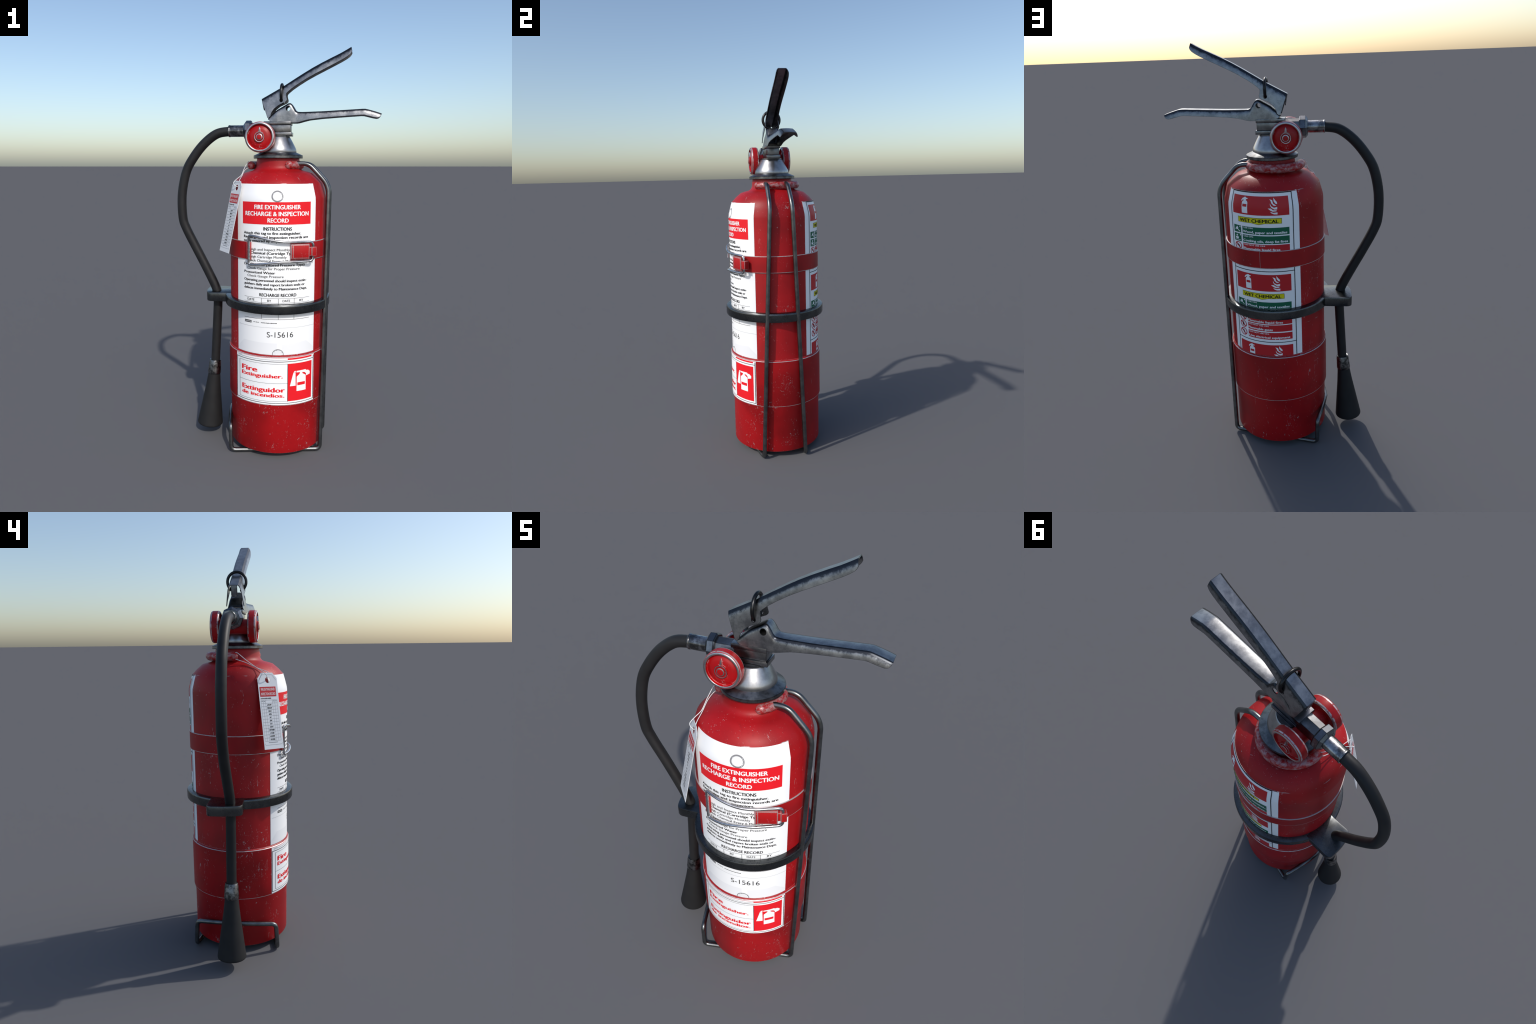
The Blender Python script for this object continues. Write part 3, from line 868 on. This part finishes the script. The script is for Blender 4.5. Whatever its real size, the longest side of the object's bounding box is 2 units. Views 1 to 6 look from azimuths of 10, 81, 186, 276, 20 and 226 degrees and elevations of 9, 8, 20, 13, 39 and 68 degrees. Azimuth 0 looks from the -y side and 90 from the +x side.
for k in range(3):
    T = 1.3607 - k * PER
    S.hline("ink", 131.9, 206.9, T, 0.0034, 1)
    S.rect("print_red", 134.8, 202.6, T - 0.1004, T - 0.0158, 1)
    # little extinguisher
    e = lambda pts: curl(148.8, T - 0.0935, pts, 7.3, 0.0720)
    S.poly("white", e([(0.0, 0.0), (1.0, 0.0), (1.0, 0.66), (0.92, 0.74), (0.70, 0.80), (0.34, 0.80), (0.10, 0.74), (0.0, 0.66)]), 2)
    S.poly("white", e([(0.36, 0.78), (0.68, 0.78), (0.72, 0.86), (1.0, 0.90), (0.98, 0.94), (0.66, 0.96), (0.62, 1.0), (0.40, 1.0), (0.34, 0.97), (0.06, 0.92), (-0.16, 0.80), (-0.16, 0.74), (0.0, 0.76), (0.14, 0.84), (0.38, 0.88)]), 3)
    S.rect("print_red", 149.8, 155.1, T - 0.0935 + 0.41 * 0.072, T - 0.0935 + 0.57 * 0.072, 3)
    # flames
    f = lambda pts: curl(180.0, T - 0.0950, pts, 9.8, 0.0740)
    S.poly("white", f([(0.60, 1.0), (0.82, 0.84), (0.98, 0.74), (1.0, 0.62), (0.80, 0.66), (0.62, 0.80)]), 2)
    S.poly("white", f([(0.16, 0.92), (0.46, 0.86), (0.56, 0.66), (0.92, 0.53), (0.62, 0.53), (0.36, 0.68), (0.30, 0.80)]), 2)
    S.poly("white", f([(0.20, 0.68), (0.32, 0.52), (0.64, 0.42), (1.0, 0.46), (0.98, 0.31), (0.66, 0.31), (0.36, 0.42), (0.22, 0.54)]), 2)
    S.poly("white", f([(-0.04, 0.38), (0.28, 0.38), (0.54, 0.27), (0.92, 0.26), (0.90, 0.20), (0.50, 0.18), (0.24, 0.25)]), 2)
    S.poly("white", f([(0.20, 0.18), (0.56, 0.11), (1.0, 0.13), (1.0, 0.0), (0.62, 0.01), (0.34, 0.08)]), 2)
    # yellow arrow
    for ink, g0, lv in (("ink", 0.0, 1), ("yellow", 1.0, 2)):
        du, dv = 0.42 * g0, 0.0016 * g0
        S.poly(ink, [(142.6 + du, T - 0.1125 - dv), (142.6 + du, T - 0.1385 + dv), (160.5, T - 0.1385 + dv), (168.4, T - 0.1447 + dv * 1.2), (176.0, T - 0.1385 + dv), (194.2 - du, T - 0.1385 + dv), (194.2 - du, T - 0.1125 - dv)], lv)
    S.text("ink", "WET CHEMICAL", 145.3, 190.6, T - 0.1345, 0.0155, 3, 0.10)
    rows = [(0.1572, 0.1915, "green", "USE ON:", "Wood, paper and textiles", 199.8), (0.1975, 0.2342, "green", "USE ON:", "Cooking oils, deep fat fires", 200.2),
            (0.2390, 0.2737, "print_red", "DO NOT USE ON:", "Flammable liquid fires", 191.5), (0.2785, 0.3131, "print_red", "DO NOT USE ON:", "Flammable gases", 179.5),
            (0.3193, 0.3567, "print_red", "DO NOT USE ON:", "Live electrical equipment", 199.5)]
    for i, (a, b, ink, head_s, body, ur) in enumerate(rows):
        hi, lo = T - a, T - b
        if hi < 0.54:
            continue
        h = hi - lo
        S.rect(ink, 148.1, 202.2, lo, hi, 1)
        S.text("white", head_s, 150.0, 150.0 + (12.0 if ink == "green" else 25.0), lo + h * 0.74, 0.0066, 2, 0.06)
        S.poly("white", [(148.7, hi - 0.0045), (149.1, hi - 0.0066), (149.8, hi - 0.0020), (149.1, hi - 0.0050)], 2)
        S.text("white", body, 148.8, ur, lo + h * 0.15, 0.0110, 2, 0.10)
        c = (lo + hi) / 2
        if ink == "green":
            S.rect("green", 134.9, 145.9, lo, hi, 1)
            q = lambda pts: curl(136.2, lo + 0.004, pts, 8.4, h - 0.008)
            if i == 0:                                       # burning logs
                S.poly("white", q([(0.0, 0.32), (0.45, 0.45), (0.62, 0.40), (0.30, 0.28)]), 2)
                S.poly("white", q([(0.50, 0.55), (0.98, 0.12), (0.92, 0.0), (0.42, 0.44)]), 2)
                S.poly("white", q([(0.20, 0.50), (0.30, 0.80), (0.42, 0.70), (0.50, 1.0), (0.70, 0.72), (0.68, 0.50), (0.45, 0.46)]), 3)
            else:                                            # pan with flame
                S.poly("white", q([(0.05, 0.55), (0.70, 0.55), (0.62, 0.22), (0.15, 0.22)]), 2)
                S.poly("white", q([(0.10, 0.05), (1.0, 0.05), (1.0, 0.12), (0.10, 0.12)]), 2)
                S.poly("white", q([(0.30, 0.66), (0.22, 0.84), (0.40, 1.0), (0.55, 0.82), (0.48, 0.66)]), 2)
            S.rect("white", 144.0, 145.3, hi - 0.0085, hi - 0.0025, 2)
        else:
            S.ring("print_red", 140.6, c, 5.3, h * 0.53, 0.80, 2)
            S.poly("print_red", [(136.9, c + h * 0.30), (137.8, c + h * 0.40), (144.3, c - h * 0.30), (143.4, c - h * 0.40)], 3)
            blot = {2: [(-2.2, 0.0), (-0.4, 0.22), (1.8, 0.02), (2.2, -0.22), (0.2, -0.10)], 3: [(-1.6, -0.24), (-1.4, 0.06), (0.0, 0.34), (1.4, 0.0), (1.6, -0.24)],
                    4: [(0.4, 0.36), (-1.5, 0.04), (-0.2, 0.02), (-0.8, -0.34), (1.6, 0.10), (0.3, 0.10)]}[i]
            S.poly("ink", [(140.6 + x, c + y * h) for x, y in blot], 2)
S.lay("hazard_label", on_tank(0.0008), np.arange(123, 216, 3.0), SHOULDER, tank, clip=(0.5430, 1.4))

# ------------------------------------------------------------------ inspection tag
TO = Vector((-0.1555, -0.1555, 1.3760))
TU = Vector((0.618, -0.786, -0.012)).normalized()
TV = -Vector((-0.179, -0.116, -0.977)).normalized()
TU = (TU - TV * TU.dot(TV)).normalized()
TN = TU.cross(TV)
W, H = 0.0525, 0.349


def on_tag(u, v, off):
    return TO + TU * u + TV * v + TN * (off + 0.0005)


bm = bmesh.new()
outer = [(-0.030, 0), (0.030, 0), (W, -0.025), (W, -H), (-W, -H), (-W, -0.025)]
hole = [(0.0020 + 0.0138 * math.cos(a), -0.0335 + 0.0138 * math.sin(a)) for a in np.linspace(0, 2 * math.pi, 28, endpoint=False)]
edges = []
for pts in (outer, hole):
    vs = [bm.verts.new((p[0], p[1], 0)) for p in pts]
    edges += [bm.edges.new((vs[i], vs[(i + 1) % len(vs)])) for i in range(len(vs))]
bmesh.ops.triangle_fill(bm, use_beauty=True, use_dissolve=False, edges=edges)
geom = bmesh.ops.extrude_face_region(bm, geom=bm.faces[:])
for v in geom["geom"]:
    if isinstance(v, bmesh.types.BMVert):
        v.co.z = -0.0014
bmesh.ops.recalc_face_normals(bm, faces=bm.faces)
for v in bm.verts:
    v.co = on_tag(*v.co)
me = bpy.data.meshes.new("inspection_tag"); bm.to_mesh(me); bm.free()
tag = add("inspection_tag", me, M["tagcard"], sharp=30)

S = Sheet(); S.base = tag
S.rect("print_red", -0.0465, 0.0405, -0.1085, -0.0640, 1)
S.text("white", "FIRE EXTINGUISHER", -0.040, 0.034, -0.0815, 0.0115, 2, 0.0)
S.text("white", "INSPECTION RECORD", -0.0415, 0.0355, -0.1025, 0.0115, 2, 0.0)
S.text("ink", "EXTINGUISHER NUMBER", -0.0455, 0.011, -0.1195, 0.0052, 1, 0.10)
for a, b in (((-0.0275, -0.009), (0.0275, -0.009)), ((0.0275, -0.009), (0.0470, -0.0345)), ((-0.0275, -0.009), (-0.0470, -0.0345)), ((-0.0470, -0.321), (-0.0440, -0.329)), ((-0.0440, -0.329), (0.0440, -0.329)), ((0.0440, -0.329), (0.0470, -0.321))):
    d = (Vector(b) - Vector(a)).normalized(); n = Vector((-d.y, d.x)) * 0.00045
    S.poly("grey_ink", [tuple(Vector(a) - n), tuple(Vector(b) - n), tuple(Vector(b) + n), tuple(Vector(a) + n)], 1)
cols = (-0.0455, -0.0335, -0.0215, 0.0165, 0.0285, 0.0415)
top, h0, row = -0.1245, 0.0145, 0.01435
for i in range(14):
    v = top - (h0 if i else 0) - max(0, i - 1) * row
    S.hline("grey_ink", cols[0], cols[-1], v, 0.0009, 1)
for u in cols:
    S.rect("grey_ink", u - 0.0004, u + 0.0004, top - h0 - 12 * row, top, 1)
for i, mth in enumerate("JANUARY FEBRUARY MARCH APRIL MAY JUNE JULY AUGUST SEPTEMBER OCTOBER NOVEMBER DECEMBER".split()):
    w = 0.0032 * len(mth)
    S.text("ink", mth, -0.0025 - w / 2, -0.0025 + w / 2, top - h0 - i * row - 0.0108, 0.0068, 1, 0.10)
for i in range(9):
    S.rect("grey_ink", -0.026 + i * 0.0055, -0.0218 + i * 0.0055, -0.3195, -0.3170, 1)
for u in (-0.0395, -0.0275, 0.0225, 0.035):
    S.rect("grey_ink", u - 0.0035, u + 0.0035, -0.1310, -0.1285, 1)
S.lay("tag", on_tag, [], [], tag)

front = spline([(-0.122, -0.006, 1.4620), (-0.134, -0.019, 1.4660), (-0.1445, -0.060, 1.4340), (-0.1500, -0.105, 1.4020), (-0.1650, -0.135, 1.3850), (-0.1770, -0.155, 1.3690), (-0.1725, -0.1600, 1.3560), (-0.1600, -0.1615, 1.3480), (-0.150, -0.155, 1.3490)], 8)
back_s = spline([(-0.122, -0.006, 1.4380), (-0.137, -0.018, 1.4350), (-0.1450, -0.060, 1.4215), (-0.1460, -0.110, 1.3985), (-0.1470, -0.150, 1.3840), (-0.1470, -0.166, 1.3730), (-0.150, -0.160, 1.3560), (-0.152, -0.157, 1.3480)], 8)
add("tag_string", join("tag_string", tube("a", front, 0.0016, 8), tube("b", back_s, 0.0016, 8)), M["string"], parent=tag, sharp=60)

bpy.data.curves.remove(FONT)
